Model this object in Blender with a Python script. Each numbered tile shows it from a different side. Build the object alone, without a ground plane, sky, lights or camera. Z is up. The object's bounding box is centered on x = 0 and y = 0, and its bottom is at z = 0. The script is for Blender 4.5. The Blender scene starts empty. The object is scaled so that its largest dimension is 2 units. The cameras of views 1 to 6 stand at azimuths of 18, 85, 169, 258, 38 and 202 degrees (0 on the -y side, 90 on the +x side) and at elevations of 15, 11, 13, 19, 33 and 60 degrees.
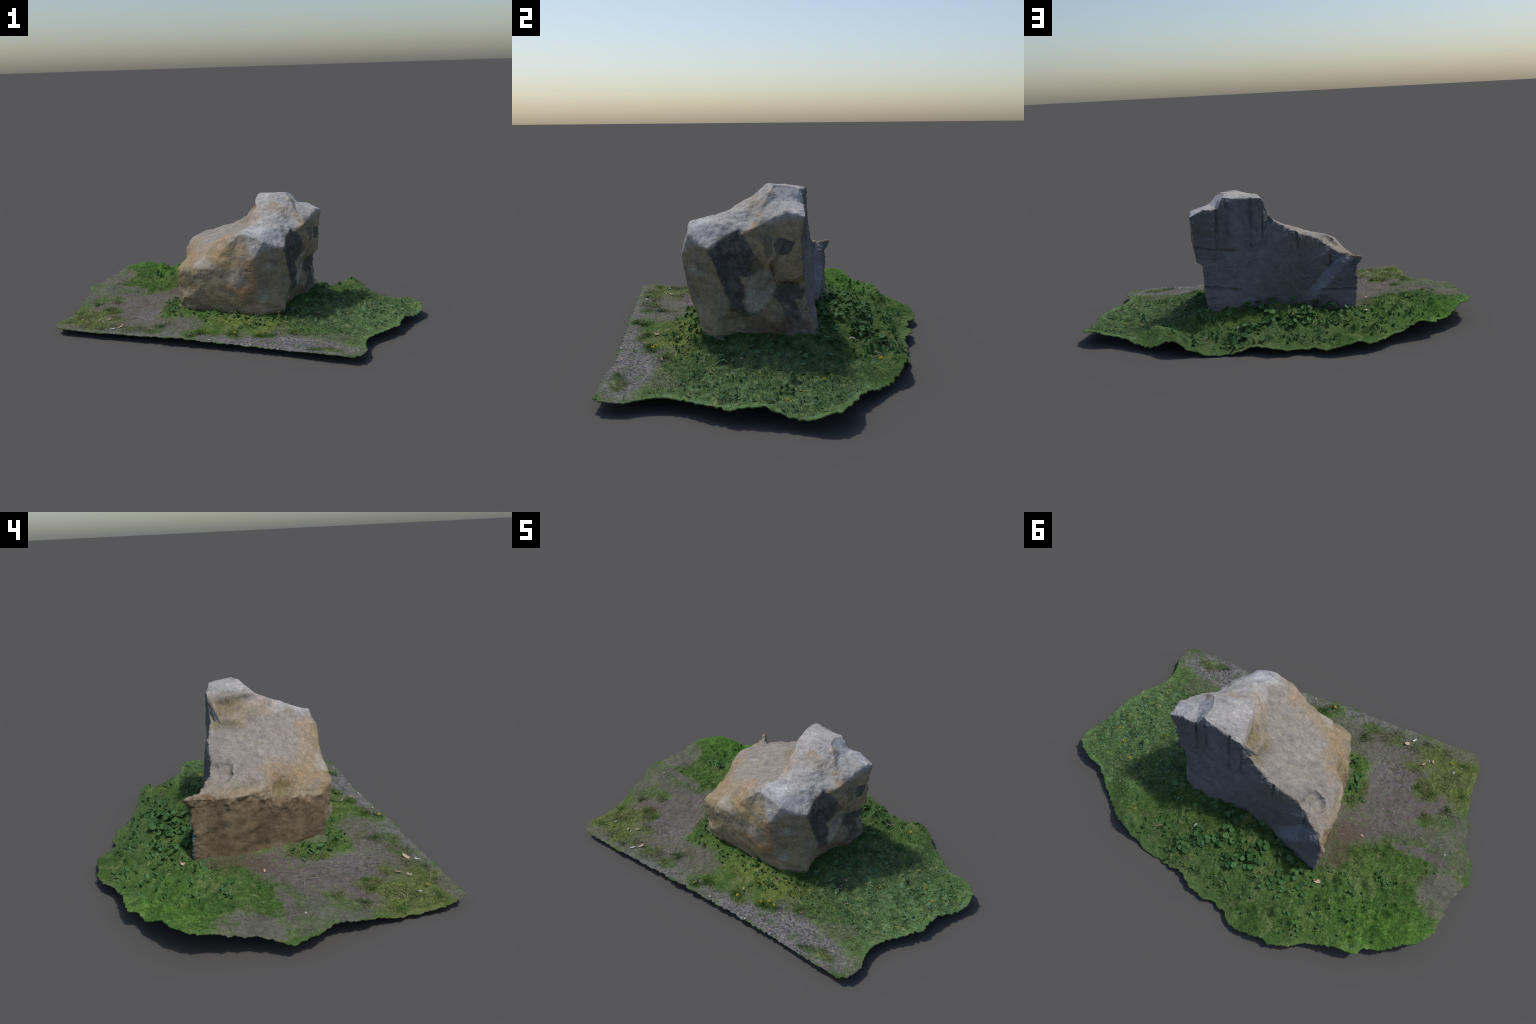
"""A split sandstone boulder with quarry drill grooves, standing on a ragged patch of turf and path."""
import bpy, math, random
import numpy as np
from mathutils import Vector, Matrix

rng = np.random.default_rng(7)
random.seed(7)

# ------------------------------------------------------------------ noise
_perm = np.random.default_rng(3).permutation(256)
_perm = np.concatenate([_perm, _perm, _perm])
_g = np.random.default_rng(4).normal(size=(256, 3))
_g /= np.linalg.norm(_g, axis=1)[:, None]


def perlin(p):
    """Gradient noise, about -0.7..0.7, for an (n,3) array."""
    i = np.floor(p).astype(int)
    f = p - i
    u = f * f * f * (f * (f * 6 - 15) + 10)
    i &= 255
    r = 0
    for dx in (0, 1):
        for dy in (0, 1):
            for dz in (0, 1):
                h = _perm[_perm[_perm[i[:, 0] + dx] + i[:, 1] + dy] + i[:, 2] + dz] & 255
                d = (_g[h] * (f - np.array([dx, dy, dz]))).sum(1)
                w = (u[:, 0] if dx else 1 - u[:, 0]) * (u[:, 1] if dy else 1 - u[:, 1]) * (u[:, 2] if dz else 1 - u[:, 2])
                r = r + d * w
    return r


def fbm(p, octaves=4, gain=0.5):
    a, r = 1.0, 0
    for k in range(octaves):
        r = r + a * perlin(p * 2 ** k + 17.3 * k)
        a *= gain
    return r


def smooth(a, b, x):
    t = np.clip((x - a) / (b - a), 0, 1)
    return t * t * (3 - 2 * t)


# ------------------------------------------------------------------ materials
class Nodes:
    def __init__(self, name, rough=0.9):
        self.m = bpy.data.materials.new(name)
        self.m.use_nodes = True
        self.t = self.m.node_tree
        self.b = self.t.nodes["Principled BSDF"]
        self.b.inputs["Roughness"].default_value = rough
        self.b.inputs["Specular IOR Level"].default_value = 0.15
        self.co = self.t.nodes.new("ShaderNodeTexCoord").outputs["Object"]

    def n(self, kind, **kw):
        x = self.t.nodes.new("ShaderNode" + kind)
        for k, v in kw.items():
            setattr(x, k, v)
        return x

    def link(self, a, b):
        self.t.links.new(a, b)

    def setin(self, node, key, v):
        if isinstance(v, bpy.types.NodeSocket):
            self.link(v, node.inputs[key])
        elif isinstance(v, tuple) and len(v) == 3 and node.inputs[key].type == 'RGBA':
            node.inputs[key].default_value = (*v, 1)
        else:
            node.inputs[key].default_value = v

    def noise(self, scale, detail=4, rough=0.55, dist=0.0, co=None, out="Fac", stretch=None, rot=(0, 0, 0)):
        x = self.n("TexNoise")
        c = co or self.co
        if stretch:
            mp = self.n("Mapping")
            self.link(c, mp.inputs[0])
            mp.inputs["Scale"].default_value = stretch
            mp.inputs["Rotation"].default_value = rot
            c = mp.outputs[0]
        self.link(c, x.inputs["Vector"])
        x.inputs["Scale"].default_value = scale
        x.inputs["Detail"].default_value = detail
        x.inputs["Roughness"].default_value = rough
        x.inputs["Distortion"].default_value = dist
        return x.outputs[out]

    def voronoi(self, scale, co=None, feature='F1', out="Distance"):
        x = self.n("TexVoronoi", feature=feature)
        self.link(co or self.co, x.inputs["Vector"])
        x.inputs["Scale"].default_value = scale
        return x.outputs[out]

    def ramp(self, v, lo, hi, a=0.0, b=1.0):
        x = self.n("MapRange", interpolation_type='SMOOTHSTEP')
        self.setin(x, 0, v)
        for k, q in zip((1, 2, 3, 4), (lo, hi, a, b)):
            x.inputs[k].default_value = q
        return x.outputs[0]

    def math(self, op, a, b=0.0):
        x = self.n("Math", operation=op)
        self.setin(x, 0, a)
        self.setin(x, 1, b)
        return x.outputs[0]

    def mix(self, f, a, b, mode='MIX'):
        x = self.n("Mix", data_type='RGBA', blend_type=mode)
        self.setin(x, 0, f)
        self.setin(x, 6, a)
        self.setin(x, 7, b)
        return x.outputs[2]

    def warp(self, scale, amount, detail=4, co=None):
        """Object coordinates pushed about by noise, for ragged patch borders."""
        nz = self.noise(scale, detail, 0.6, out="Color", co=co)
        s = self.n("VectorMath", operation='SUBTRACT')
        self.link(nz, s.inputs[0])
        s.inputs[1].default_value = (.5, .5, .5)
        m = self.n("VectorMath", operation='SCALE')
        self.link(s.outputs[0], m.inputs[0])
        m.inputs["Scale"].default_value = amount
        a = self.n("VectorMath", operation='ADD')
        self.link(self.co, a.inputs[0])
        self.link(m.outputs[0], a.inputs[1])
        return a.outputs[0]

    def patch(self, co, centre, radii, soft=0.25, rot=(0, 0, 0)):
        """1 inside an ellipsoid, 0 outside, with the given softness of border."""
        mp = self.n("Mapping", vector_type='TEXTURE')
        self.link(co, mp.inputs[0])
        mp.inputs["Location"].default_value = centre
        mp.inputs["Rotation"].default_value = rot
        mp.inputs["Scale"].default_value = radii
        ln = self.n("VectorMath", operation='LENGTH')
        self.link(mp.outputs[0], ln.inputs[0])
        return self.ramp(ln.outputs["Value"], 1 - soft, 1 + soft, 1, 0)

    def side(self, co, normal, point, soft):
        """1 on the side of a plane that its normal points to."""
        d = self.n("VectorMath", operation='DOT_PRODUCT')
        self.link(co, d.inputs[0])
        nv = Vector(normal).normalized()
        d.inputs[1].default_value = nv
        k = nv.dot(Vector(point))
        return self.ramp(d.outputs["Value"], k - soft, k + soft)

    def bump(self, h, strength=0.4, dist=0.004):
        x = self.n("Bump")
        x.inputs["Strength"].default_value = strength
        x.inputs["Distance"].default_value = dist
        self.link(h, x.inputs["Height"])
        self.link(x.outputs[0], self.b.inputs["Normal"])

    def done(self, colour):
        self.setin(self.b, "Base Color", colour)
        return self.m


def rock_material():
    s = Nodes("weathered_sandstone", 0.88)
    w = s.warp(7, 0.10)          # broad ragged borders
    wf = s.warp(26, 0.035, 5)    # fine ragged borders
    both = s.warp(16, 0.07, 6)
    big = s.noise(5, 5, .6)
    mid = s.noise(22, 6, .65)
    fine = s.noise(120, 4, .7)
    strata = s.noise(16, 5, .6, .6, stretch=(1, 1, 5.5), rot=(.25, -.45, 0))
    c = s.mix(s.ramp(big, .35, .65), (.25, .195, .122), (.31, .245, .16))
    c = s.mix(s.ramp(strata, .42, .68, 0, .45), c, (.32, .275, .205))
    # slab of the low back and the crown: paler grey, bleached
    c = s.mix(s.math('MULTIPLY', s.side(w, (-.28, .0, 1), (-.1, 0, .415), .03), s.ramp(mid, .3, .62, .65, .95)), c, (.275, .25, .222))
    crown = s.math('MULTIPLY', s.math('MAXIMUM', s.side(wf, (-.8, .1, 1), (0, 0, .224), .016), s.patch(wf, (.275, -.295, .48), (.075, .075, .035), .2)), s.side(w, (1, .05, .25), (.125, -.1, .5), .02))
    c = s.mix(s.math('MULTIPLY', crown, s.ramp(mid, .28, .6, .7, 1)), c, (.40, .385, .375))
    for q, r, k in (((.29, -.02, .64), (.05, .11, .05), .5), ((.18, -.31, .53), (.10, .05, .03), .6), ((.25, -.27, .5), (.08, .06, .03), .4),
                    ((.39, .06, .60), (.05, .05, .04), .5)):
        c = s.mix(s.math('MULTIPLY', s.patch(w, q, r, .5), k), c, (.49, .49, .51))  # bluish-white patches: bleached stone with the sky's tint painted into the colour
    # ochre bloom and orange rust streaks
    for q, r, f, col, sf in (
            ((.02, -.33, .44), (.11, .07, .07), .65, (.36, .255, .13), .4),
            ((-.02, -.33, .36), (.16, .07, .05), .4, (.33, .25, .12), .5),
            ((.01, -.30, .485), (.05, .05, .03), .6, (.44, .30, .19), .5),
            ((.168, -.37, .31), (.022, .08, .10), .75, (.40, .235, .11), .4),
            ((.12, -.33, .215), (.05, .06, .04), .8, (.38, .215, .10), .35),
            ((.04, -.34, .232), (.035, .05, .018), .8, (.37, .21, .10), .4),
            ((.07, -.32, .15), (.10, .08, .03), .6, (.29, .18, .09), .5),
            ((.13, -.13, .575), (.045, .10, .05), .55, (.37, .27, .18), .4),
            ((.215, -.09, .63), (.04, .04, .02), .6, (.37, .28, .16), .5),
            ((.37, -.03, .40), (.03, .05, .04), .7, (.36, .22, .11), .5),
            ((.06, .02, .57), (.06, .14, .06), .6, (.28, .22, .14), .4),
            ((-.05, -.26, .435), (.16, .035, .05), .5, (.31, .22, .12), .5),
            ((-.25, -.10, .36), (.07, .17, .055), .75, (.29, .20, .10), .4),
            ((-.31, .06, .345), (.06, .12, .03), .55, (.28, .21, .12), .4),
            ((-.22, -.31, .28), (.09, .08, .07), .6, (.27, .20, .11), .4),
            ((.36, -.05, .14), (.06, .10, .07), .7, (.22, .14, .10), .5),
            ((.42, -.02, .42), (.10, .13, .12), .75, (.37, .28, .16), .4), ((.33, -.27, .25), (.12, .10, .14), .6, (.34, .265, .155), .5),
            ((.285, -.04, .655), (.022, .022, .022), .6, (.47, .36, .22), .5), ((.315, -.065, .622), (.02, .02, .022), .7, (.46, .34, .19), .5), ((.345, -.085, .58), (.02, .02, .022), .7, (.44, .31, .16), .5),
            ((.37, -.10, .545), (.02, .02, .022), .75, (.42, .28, .13), .5), ((.235, -.10, .615), (.06, .04, .03), .5, (.33, .26, .17), .5), ((.28, -.10, .585), (.05, .04, .04), .4, (.33, .27, .19), .5)):
        c = s.mix(s.math('MULTIPLY', s.patch(both, q, r, sf), f * .8), c, col)
    # pale grey smears on the front
    for q, r, f in (((.08, -.36, .29), (.06, .05, .05), .5), ((.25, -.33, .35), (.05, .04, .015), .5), ((.21, -.32, .19), (.03, .05, .05), .5),
                    ((-.13, -.33, .36), (.09, .05, .03), .55)):
        c = s.mix(s.math('MULTIPLY', s.patch(both, q, r, .5), f), c, (.38, .36, .33))
    # charcoal stains on the east end
    def yz(p, nrm):
        return s.side(wf, (0, nrm[0], nrm[1]), (0, p[0], p[1]), .007)
    upper = s.math('MULTIPLY', yz((-.148, .500), (-.147, -.096)), yz((-.163, .337), (-.022, .111)))
    lower = s.math('MULTIPLY', yz((-.163, .335), (-.145, -.068)), yz((-.195, .222), (.03, .095)))
    stain = s.math('MULTIPLY', s.math('MULTIPLY', yz((-.262, .392), (.222, .084)), yz((-.262, .452), (.066, -.091))), s.math('MAXIMUM', upper, lower))
    stain = s.math('MULTIPLY', stain, s.side(s.co, (1, 0, 0), (.27, 0, 0), .01))
    fade = s.ramp(s.math('ADD', s.side(wf, (0, -1, .25), (0, -.12, .42), .06), s.math('MULTIPLY', s.math('SUBTRACT', mid, .5), 1.6)), .1, .6, .55, .95)
    c = s.mix(s.math('MULTIPLY', stain, fade), c, (.058, .060, .066))

    def ragged(p, lo=.42, hi=.60, amt=1.3):
        return s.ramp(s.math('ADD', p, s.math('MULTIPLY', s.math('SUBTRACT', s.noise(30, 6, .7), .5), amt)), lo, hi)
    for q, r, f, sf in (((.385, .02, .285), (.05, .06, .045), .85, .6), ((.38, .03, .20), (.05, .035, .06), .85, .6), ((.43, .0, .475), (.05, .035, .032), .85, .6),
                        ((.42, -.065, .47), (.04, .025, .035), .5, .7), ((.36, .06, .15), (.06, .05, .04), .5, .7), ((.345, -.15, .21), (.05, .06, .02), .7, .6)):
        c = s.mix(s.math('MULTIPLY', ragged(s.patch(w, q, r, sf)), f), c, (.062, .062, .066))
    c = s.mix(s.math('MULTIPLY', ragged(s.patch(w, (.37, .03, .13), (.08, .07, .05), .6)), .6), c, (.16, .105, .085))
    # clean pale spall
    c = s.mix(s.math('MULTIPLY', s.patch(wf, (.345, -.085, .29), (.05, .048, .10), .2, (-.35, 0, 0)), .85), c, (.39, .36, .28))
    c = s.mix(s.math('MULTIPLY', s.patch(wf, (.375, .095, .10), (.05, .05, .05), .3), .5), c, (.25, .25, .26))
    # dark olive tint in hollows of the overhangs
    for q, r, f in (((.05, .03, .59), (.05, .07, .025), .6), ((-.25, -.34, .25), (.14, .06, .05), .55), ((-.30, -.11, .32), (.05, .05, .03), .6),
                    ((.03, .06, .52), (.05, .09, .02), .6), ((-.1, -.33, .31), (.14, .05, .02), .45)):
        c = s.mix(s.math('MULTIPLY', s.patch(both, q, r, .5), f), c, (.14, .12, .05))
    # grey weathering blotches, black lichen specks and fine grain
    c = s.mix(s.ramp(s.noise(11, 7, .68), .48, .64, 0, .5), c, (.18, .168, .15))
    c = s.mix(s.ramp(s.noise(13, 7, .68, co=w), .54, .70, 0, .40), c, (.37, .345, .305))
    # darker brown west flank under the rim
    brown = s.math('MULTIPLY', s.side(wf, (-1, -.1, -.08), (-.285, 0, .2), .012), s.side(both, (0, .17, -1), (-.3, 0, .308), .008))
    c = s.mix(s.math('MULTIPLY', brown, .88), c, s.mix(s.ramp(s.noise(14, 5, .6, stretch=(1, 1, .35)), .35, .65), (.120, .080, .048), (.190, .135, .085)))
    spots = s.math('MULTIPLY', s.ramp(s.noise(46, 8, .78), .57, .64), s.ramp(s.noise(5, 3), .40, .55))
    c = s.mix(s.math('MULTIPLY', spots, .65), c, (.10, .098, .095))
    streak = s.ramp(s.noise(20, 6, .6, .3, stretch=(1, 2.2, 3)), .3, .7, .85, 1.15)
    c = s.mix(1.0, c, streak, 'MULTIPLY')
    c = s.mix(1.0, c, s.ramp(s.noise(70, 6, .75), .32, .68, .88, 1.12), 'MULTIPLY')
    c = s.mix(1.0, c, s.ramp(fine, .25, .75, .86, 1.14), 'MULTIPLY')
    s.bump(s.math('ADD', s.math('MULTIPLY', s.noise(80, 6, .7), .6), mid), .55, .007)
    return s.done(c)


def split_material():
    """Bare grey stone of the quarried face."""
    s = Nodes("split_grey_stone", 0.9)
    w = s.warp(7, 0.08)
    wf = s.warp(30, .03, 5)
    mid = s.noise(20, 6, .65)
    c = s.mix(s.ramp(mid, .3, .7), (.145, .147, .150), (.205, .207, .212))
    c = s.mix(s.ramp(s.noise(8, 6, .65), .5, .7, 0, .6), c, (.16, .15, .135))
    for q, r, k, col in (((-.08, .18, .25), (.16, .2, .14), .5, (.13, .122, .108)), ((.36, .1, .5), (.10, .1, .14), .4, (.15, .142, .125)), ((.3, .15, .13), (.14, .1, .08), .4, (.20, .20, .205)),
                         ((-.12, .16, .42), (.12, .1, .05), .5, (.14, .125, .10))):
        c = s.mix(s.math('MULTIPLY', s.patch(w, q, r, .5), k), c, col)
    strip = s.math('MULTIPLY', s.side(wf, (1, 0, 1), (.006, 0, 0), .006), s.side(wf, (-1, 0, -1), (.060, 0, 0), .006))
    strip = s.math('MULTIPLY', strip, s.side(wf, (-1, 0, 0), (-.13, 0, 0), .04))
    c = s.mix(s.math('MULTIPLY', strip, .8), c, (.235, .25, .275))
    c = s.mix(s.math('MULTIPLY', s.patch(wf, (-.30, .26, .26), (.09, .06, .075), .15), .45), c, (.115, .115, .118))
    c = s.mix(1.0, c, s.ramp(s.noise(150, 4, .7), .25, .75, .88, 1.12), 'MULTIPLY')
    s.bump(s.math('ADD', s.noise(70, 5, .7), mid), .8, .008)
    return s.done(c)


def ground_colours(s):
    """Soil, gravel and grass colours by place; shared by turf and blades."""
    w = s.warp(8, .20, 7)
    wf = s.warp(22, .06, 6)

    def flat(co):
        m = s.n("VectorMath", operation='MULTIPLY')
        s.link(co, m.inputs[0])
        m.inputs[1].default_value = (1, 1, 0)
        return m.outputs[0]
    return flat(w), flat(wf)


SOIL = (  # centre x, y, radius x, y, strength
    (-.56, -.24, .27, .22, 1), (-.40, -.02, .10, .15, .95), (-.36, -.48, .25, .12, .85), (-.48, -.10, .14, .14, 1),
    (-.80, -.16, .15, .12, .75), (-.76, .00, .14, .035, 1), (-.90, .17, .10, .12, .8), (-.78, -.60, .12, .05, .7),
    (.45, -.565, .32, .100, 1), (.20, -.60, .18, .06, 1), (-.25, -.61, .40, .05, .85), (.70, -.60, .09, .06, .8),
    (.62, -.44, .10, .05, .45), (.38, -.43, .07, .03, .5), (-.13, -.47, .07, .05, .7), (-.9, -.02, .08, .08, .6),
    (-.37, .13, .06, .12, .8))
BANKS = (  # grass that stands in the bare ground
    (-.355, -.20, .055, .12, 1), (-.29, -.34, .10, .05, 1), (-.68, -.34, .07, .06, .9), (-.79, -.42, .12, .08, .9), (-.58, -.44, .05, .03, .7), (-.72, -.17, .04, .04, .8),
    (.25, -.51, .07, .035, .9), (.13, -.555, .05, .03, .9), (-.10, -.605, .05, .025, .8), (-.32, -.57, .06, .03, .7), (-.80, -.20, .06, .05, .6), (.62, -.60, .07, .03, .8), (-.45, -.545, .05, .025, .6))
GRAVEL = ((.45, -.57, .36, .10, 1), (.17, -.61, .16, .05, 1), (-.3, -.60, .4, .06, .7), (-.45, -.33, .16, .10, .5))


def soil_amount(x, y):
    """Same map as the material, for placing blades and pebbles."""
    r = np.zeros_like(x)
    for a, b, c, d, k in SOIL:
        q = np.hypot((x - a) / c, (y - b) / d)
        r = np.maximum(r, k * (1 - smooth(.75, 1.25, q)))
    for a, b, c, d, k in BANKS:
        q = np.hypot((x - a) / c, (y - b) / d)
        r = r * (1 - k * (1 - smooth(.7, 1.3, q)))
    return r


def turf_material():
    s = Nodes("turf_and_path", 0.95)
    w, w2 = ground_colours(s)
    sw = s.warp(18, .03, 3)
    g1 = s.noise(24, 6, .68, 1.6)
    g2 = s.noise(62, 5, .7, 1.8, co=sw)
    g3 = s.noise(8, 4, .55)
    fib = s.noise(55, 4, .7, 2.2, stretch=(1, .32, 1), rot=(0, 0, .8), co=sw)
    fib2 = s.noise(55, 4, .7, 2.2, stretch=(.32, 1, 1), rot=(0, 0, .5), co=sw)
    grass = s.mix(s.ramp(g3, .32, .68), (.048, .112, .020), (.080, .158, .030))
    grass = s.mix(s.ramp(g1, .40, .70, 0, .8), grass, (.125, .205, .050))
    grass = s.mix(s.ramp(fib, .52, .70, 0, .75), grass, (.27, .29, .155))
    grass = s.mix(s.ramp(fib2, .56, .72, 0, .6), grass, (.10, .20, .075))
    grass = s.mix(s.ramp(g2, .30, .47, .85, 0), grass, (.020, .046, .010))
    drift = s.noise(4.5, 5, .6, .5)
    grass = s.mix(s.ramp(drift, .48, .62, 0, .55), grass, s.mix(s.ramp(g2, .4, .6), (.030, .080, .016), (.060, .125, .030)))
    grass = s.mix(s.ramp(s.noise(6.5, 6, .65, .6), .52, .68, 0, .65), grass, s.mix(s.ramp(fib, .4, .62), (.130, .190, .050), (.26, .285, .13)))
    # blue-green leafy turf to the south-east, vivid green to the north-west, olive in the south-west
    grass = s.mix(s.math('MULTIPLY', s.patch(w, (.72, -.10, .05), (.30, .34, 1), .4), s.ramp(g1, .34, .55, .1, .8)), grass, s.mix(s.ramp(fib2, .42, .62), (.085, .185, .060), (.20, .29, .13)))
    fleck = s.n("SeparateColor")
    s.link(s.noise(48, 3, .6, 1.2, out="Color"), fleck.inputs[0])
    se = s.patch(w, (.70, -.12, .05), (.34, .36, 1), .4)
    grass = s.mix(s.math('MULTIPLY', se, s.ramp(fleck.outputs[0], .56, .66, 0, .8)), grass, (.13, .27, .17))
    grass = s.mix(s.math('MULTIPLY', se, s.ramp(fleck.outputs[1], .58, .68, 0, .8)), grass, (.36, .36, .15))
    grass = s.mix(s.math('MULTIPLY', se, s.ramp(fleck.outputs[2], .62, .70, 0, .7)), grass, (.20, .16, .11))
    grass = s.mix(s.math('MULTIPLY', s.patch(w, (-.74, .45, .05), (.22, .16, 1), .7), .7), grass, s.mix(s.ramp(fib, .4, .65), (.055, .165, .018), (.14, .28, .05)))
    grass = s.mix(s.math('MULTIPLY', s.patch(w, (.2, -.40, .05), (.22, .07, 1), .4), .7), grass, s.mix(s.ramp(fib, .4, .65), (.14, .19, .035), (.22, .26, .075)))
    grass = s.mix(s.math('MULTIPLY', s.patch(w, (-.74, -.45, .05), (.24, .18, 1), .4), .65), grass, s.mix(s.ramp(fib, .4, .65), (.13, .16, .04), (.25, .25, .10)))
    grass = s.mix(s.math('MULTIPLY', s.patch(w, (.3, .48, .05), (.5, .16, 1), .5), .35), grass, (.085, .135, .06))
    grass = s.mix(s.ramp(s.noise(17, 6, .7, 1.0, co=w), .56, .70, 0, .6), grass, (.15, .135, .095))
    soil = s.mix(s.ramp(g1, .35, .65), (.120, .102, .090), (.175, .156, .140))
    soil = s.mix(s.ramp(s.noise(30, 6, .7, 1.0, stretch=(1, .4, 1), rot=(0, 0, .5)), .55, .72, 0, .6), soil, (.24, .215, .19))
    soil = s.mix(s.patch(w, (-.40, .10, .05), (.08, .14, 1), .7), soil, (.125, .092, .072))
    soil = s.mix(s.ramp(g2, .3, .45, .5, 0), soil, (.06, .054, .052))
    vor = s.voronoi(120, out="Color")
    sep = s.n("SeparateColor")
    s.link(vor, sep.inputs[0])
    grav = s.mix(sep.outputs[0], (.075, .072, .080), (.26, .25, .265))
    grav = s.mix(s.ramp(sep.outputs[1], .80, .9), grav, (.30, .28, .22))
    gm = None
    for a, b, c, d, k in GRAVEL:
        q = s.math('MULTIPLY', s.patch(w, (a, b, 0), (c, d, 1), .35), k)
        gm = q if gm is None else s.math('MAXIMUM', gm, q)
    soil = s.mix(s.math('MULTIPLY', gm, .8), soil, grav)
    sm = None
    for a, b, c, d, k in SOIL:
        q = s.math('MULTIPLY', s.patch(w, (a, b, 0), (c, d, 1), .3), k)
        sm = q if sm is None else s.math('MAXIMUM', sm, q)
    # green wisps break into the soil
    for a, b, c, d, k in BANKS:
        q = s.math('MULTIPLY', s.patch(w2, (a, b, 0), (c, d, 1), .35), k)
        sm = s.math('MULTIPLY', sm, s.math('SUBTRACT', 1.0, q))
    sm = s.math('MULTIPLY', sm, s.ramp(s.noise(11, 7, .72, 1.4), .52, .64, 1, .35))
    c = s.mix(sm, grass, soil)
    # pale straw and fallen bits
    c = s.mix(s.math('MULTIPLY', s.ramp(s.noise(90, 3, .6, 3.0, stretch=(1, .2, 1), rot=(0, 0, 1.1)), .64, .72), .6), c, (.34, .31, .20))
    c = s.mix(s.math('MULTIPLY', s.ramp(s.noise(75, 2, .5), .73, .77), .7), c, (.42, .30, .20))
    s.bump(s.math('ADD', g2, s.math('MULTIPLY', fib, .8)), .7, .010)
    return s.done(c)


def blade_material(name, a, b, c3, trans=.25):
    s = Nodes(name, .6)
    oi = s.n("ObjectInfo").outputs["Random"]
    c = s.mix(s.ramp(s.noise(7, 5, .65), .35, .65), a, b)
    c = s.mix(s.ramp(s.noise(45, 3, .6), .50, .66, 0, .9), c, c3)
    c = s.mix(s.ramp(s.noise(4.5, 5, .6, .5), .48, .62, 0, .5), c, tuple(q * .55 for q in a))
    c = s.mix(1.0, c, s.ramp(oi, 0, 1, .72, 1.25), 'MULTIPLY')
    s.setin(s.b, "Base Color", c)
    tr = s.n("BsdfTranslucent")
    s.link(c, tr.inputs[0])
    mx = s.n("MixShader")
    mx.inputs[0].default_value = trans
    s.link(s.b.outputs[0], mx.inputs[1])
    s.link(tr.outputs[0], mx.inputs[2])
    out = s.t.nodes["Material Output"]
    s.link(mx.outputs[0], out.inputs[0])
    return s.m


def plain_material(name, a, b, scale=60, rough=.8):
    s = Nodes(name, rough)
    oi = s.n("ObjectInfo").outputs["Random"]
    c = s.mix(s.ramp(s.noise(scale, 4, .6), .35, .65), a, b)
    c = s.mix(1.0, c, s.ramp(oi, 0, 1, .8, 1.2), 'MULTIPLY')
    return s.done(c)


# ------------------------------------------------------------------ mesh helpers
def mesh_object(name, verts, faces, mat, parent, smooth_shade=True):
    me = bpy.data.meshes.new(name)
    verts = np.asarray(verts, float)
    if isinstance(faces, np.ndarray):
        k = faces.shape[1]
        me.vertices.add(len(verts))
        me.vertices.foreach_set("co", verts.ravel())
        me.loops.add(faces.size)
        me.loops.foreach_set("vertex_index", faces.ravel().astype(np.int32))
        me.polygons.add(len(faces))
        me.polygons.foreach_set("loop_start", np.arange(0, faces.size, k, dtype=np.int32))
        me.update(calc_edges=True)
        me.validate()
    else:
        me.from_pydata([tuple(v) for v in verts], [], faces)
    me.polygons.foreach_set("use_smooth", [smooth_shade] * len(me.polygons))
    me.materials.append(mat)
    ob = bpy.data.objects.new(name, me)
    bpy.context.scene.collection.objects.link(ob)
    ob.parent = parent
    return ob


def vertex_normals(v, f):
    n = np.zeros_like(v)
    fn = np.cross(v[f[:, 1]] - v[f[:, 0]], v[f[:, 2]] - v[f[:, 0]])
    for k in range(3):
        np.add.at(n, f[:, k], fn)
    return n / (np.linalg.norm(n, axis=1)[:, None] + 1e-12)


def subdivide(v, f):
    e = np.sort(np.concatenate([f[:, [0, 1]], f[:, [1, 2]], f[:, [2, 0]]]), axis=1)
    u, inv = np.unique(e, axis=0, return_inverse=True)
    inv = inv.ravel()
    m = (v[u[:, 0]] + v[u[:, 1]]) / 2
    k = len(f)
    a, b, c = inv[:k] + len(v), inv[k:2 * k] + len(v), inv[2 * k:] + len(v)
    nf = np.concatenate([np.stack([f[:, 0], a, c], 1), np.stack([a, f[:, 1], b], 1), np.stack([c, b, f[:, 2]], 1), np.stack([a, b, c], 1)])
    return np.concatenate([v, m]), nf


def relax(v, f, amount, steps):
    e = np.concatenate([f[:, [0, 1]], f[:, [1, 2]], f[:, [2, 0]]])
    for _ in range(steps):
        s = np.zeros_like(v)
        d = np.zeros(len(v))
        np.add.at(s, e[:, 0], v[e[:, 1]])
        np.add.at(d, e[:, 0], 1)
        v = v + amount * (s / d[:, None] - v)
    return v


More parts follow.
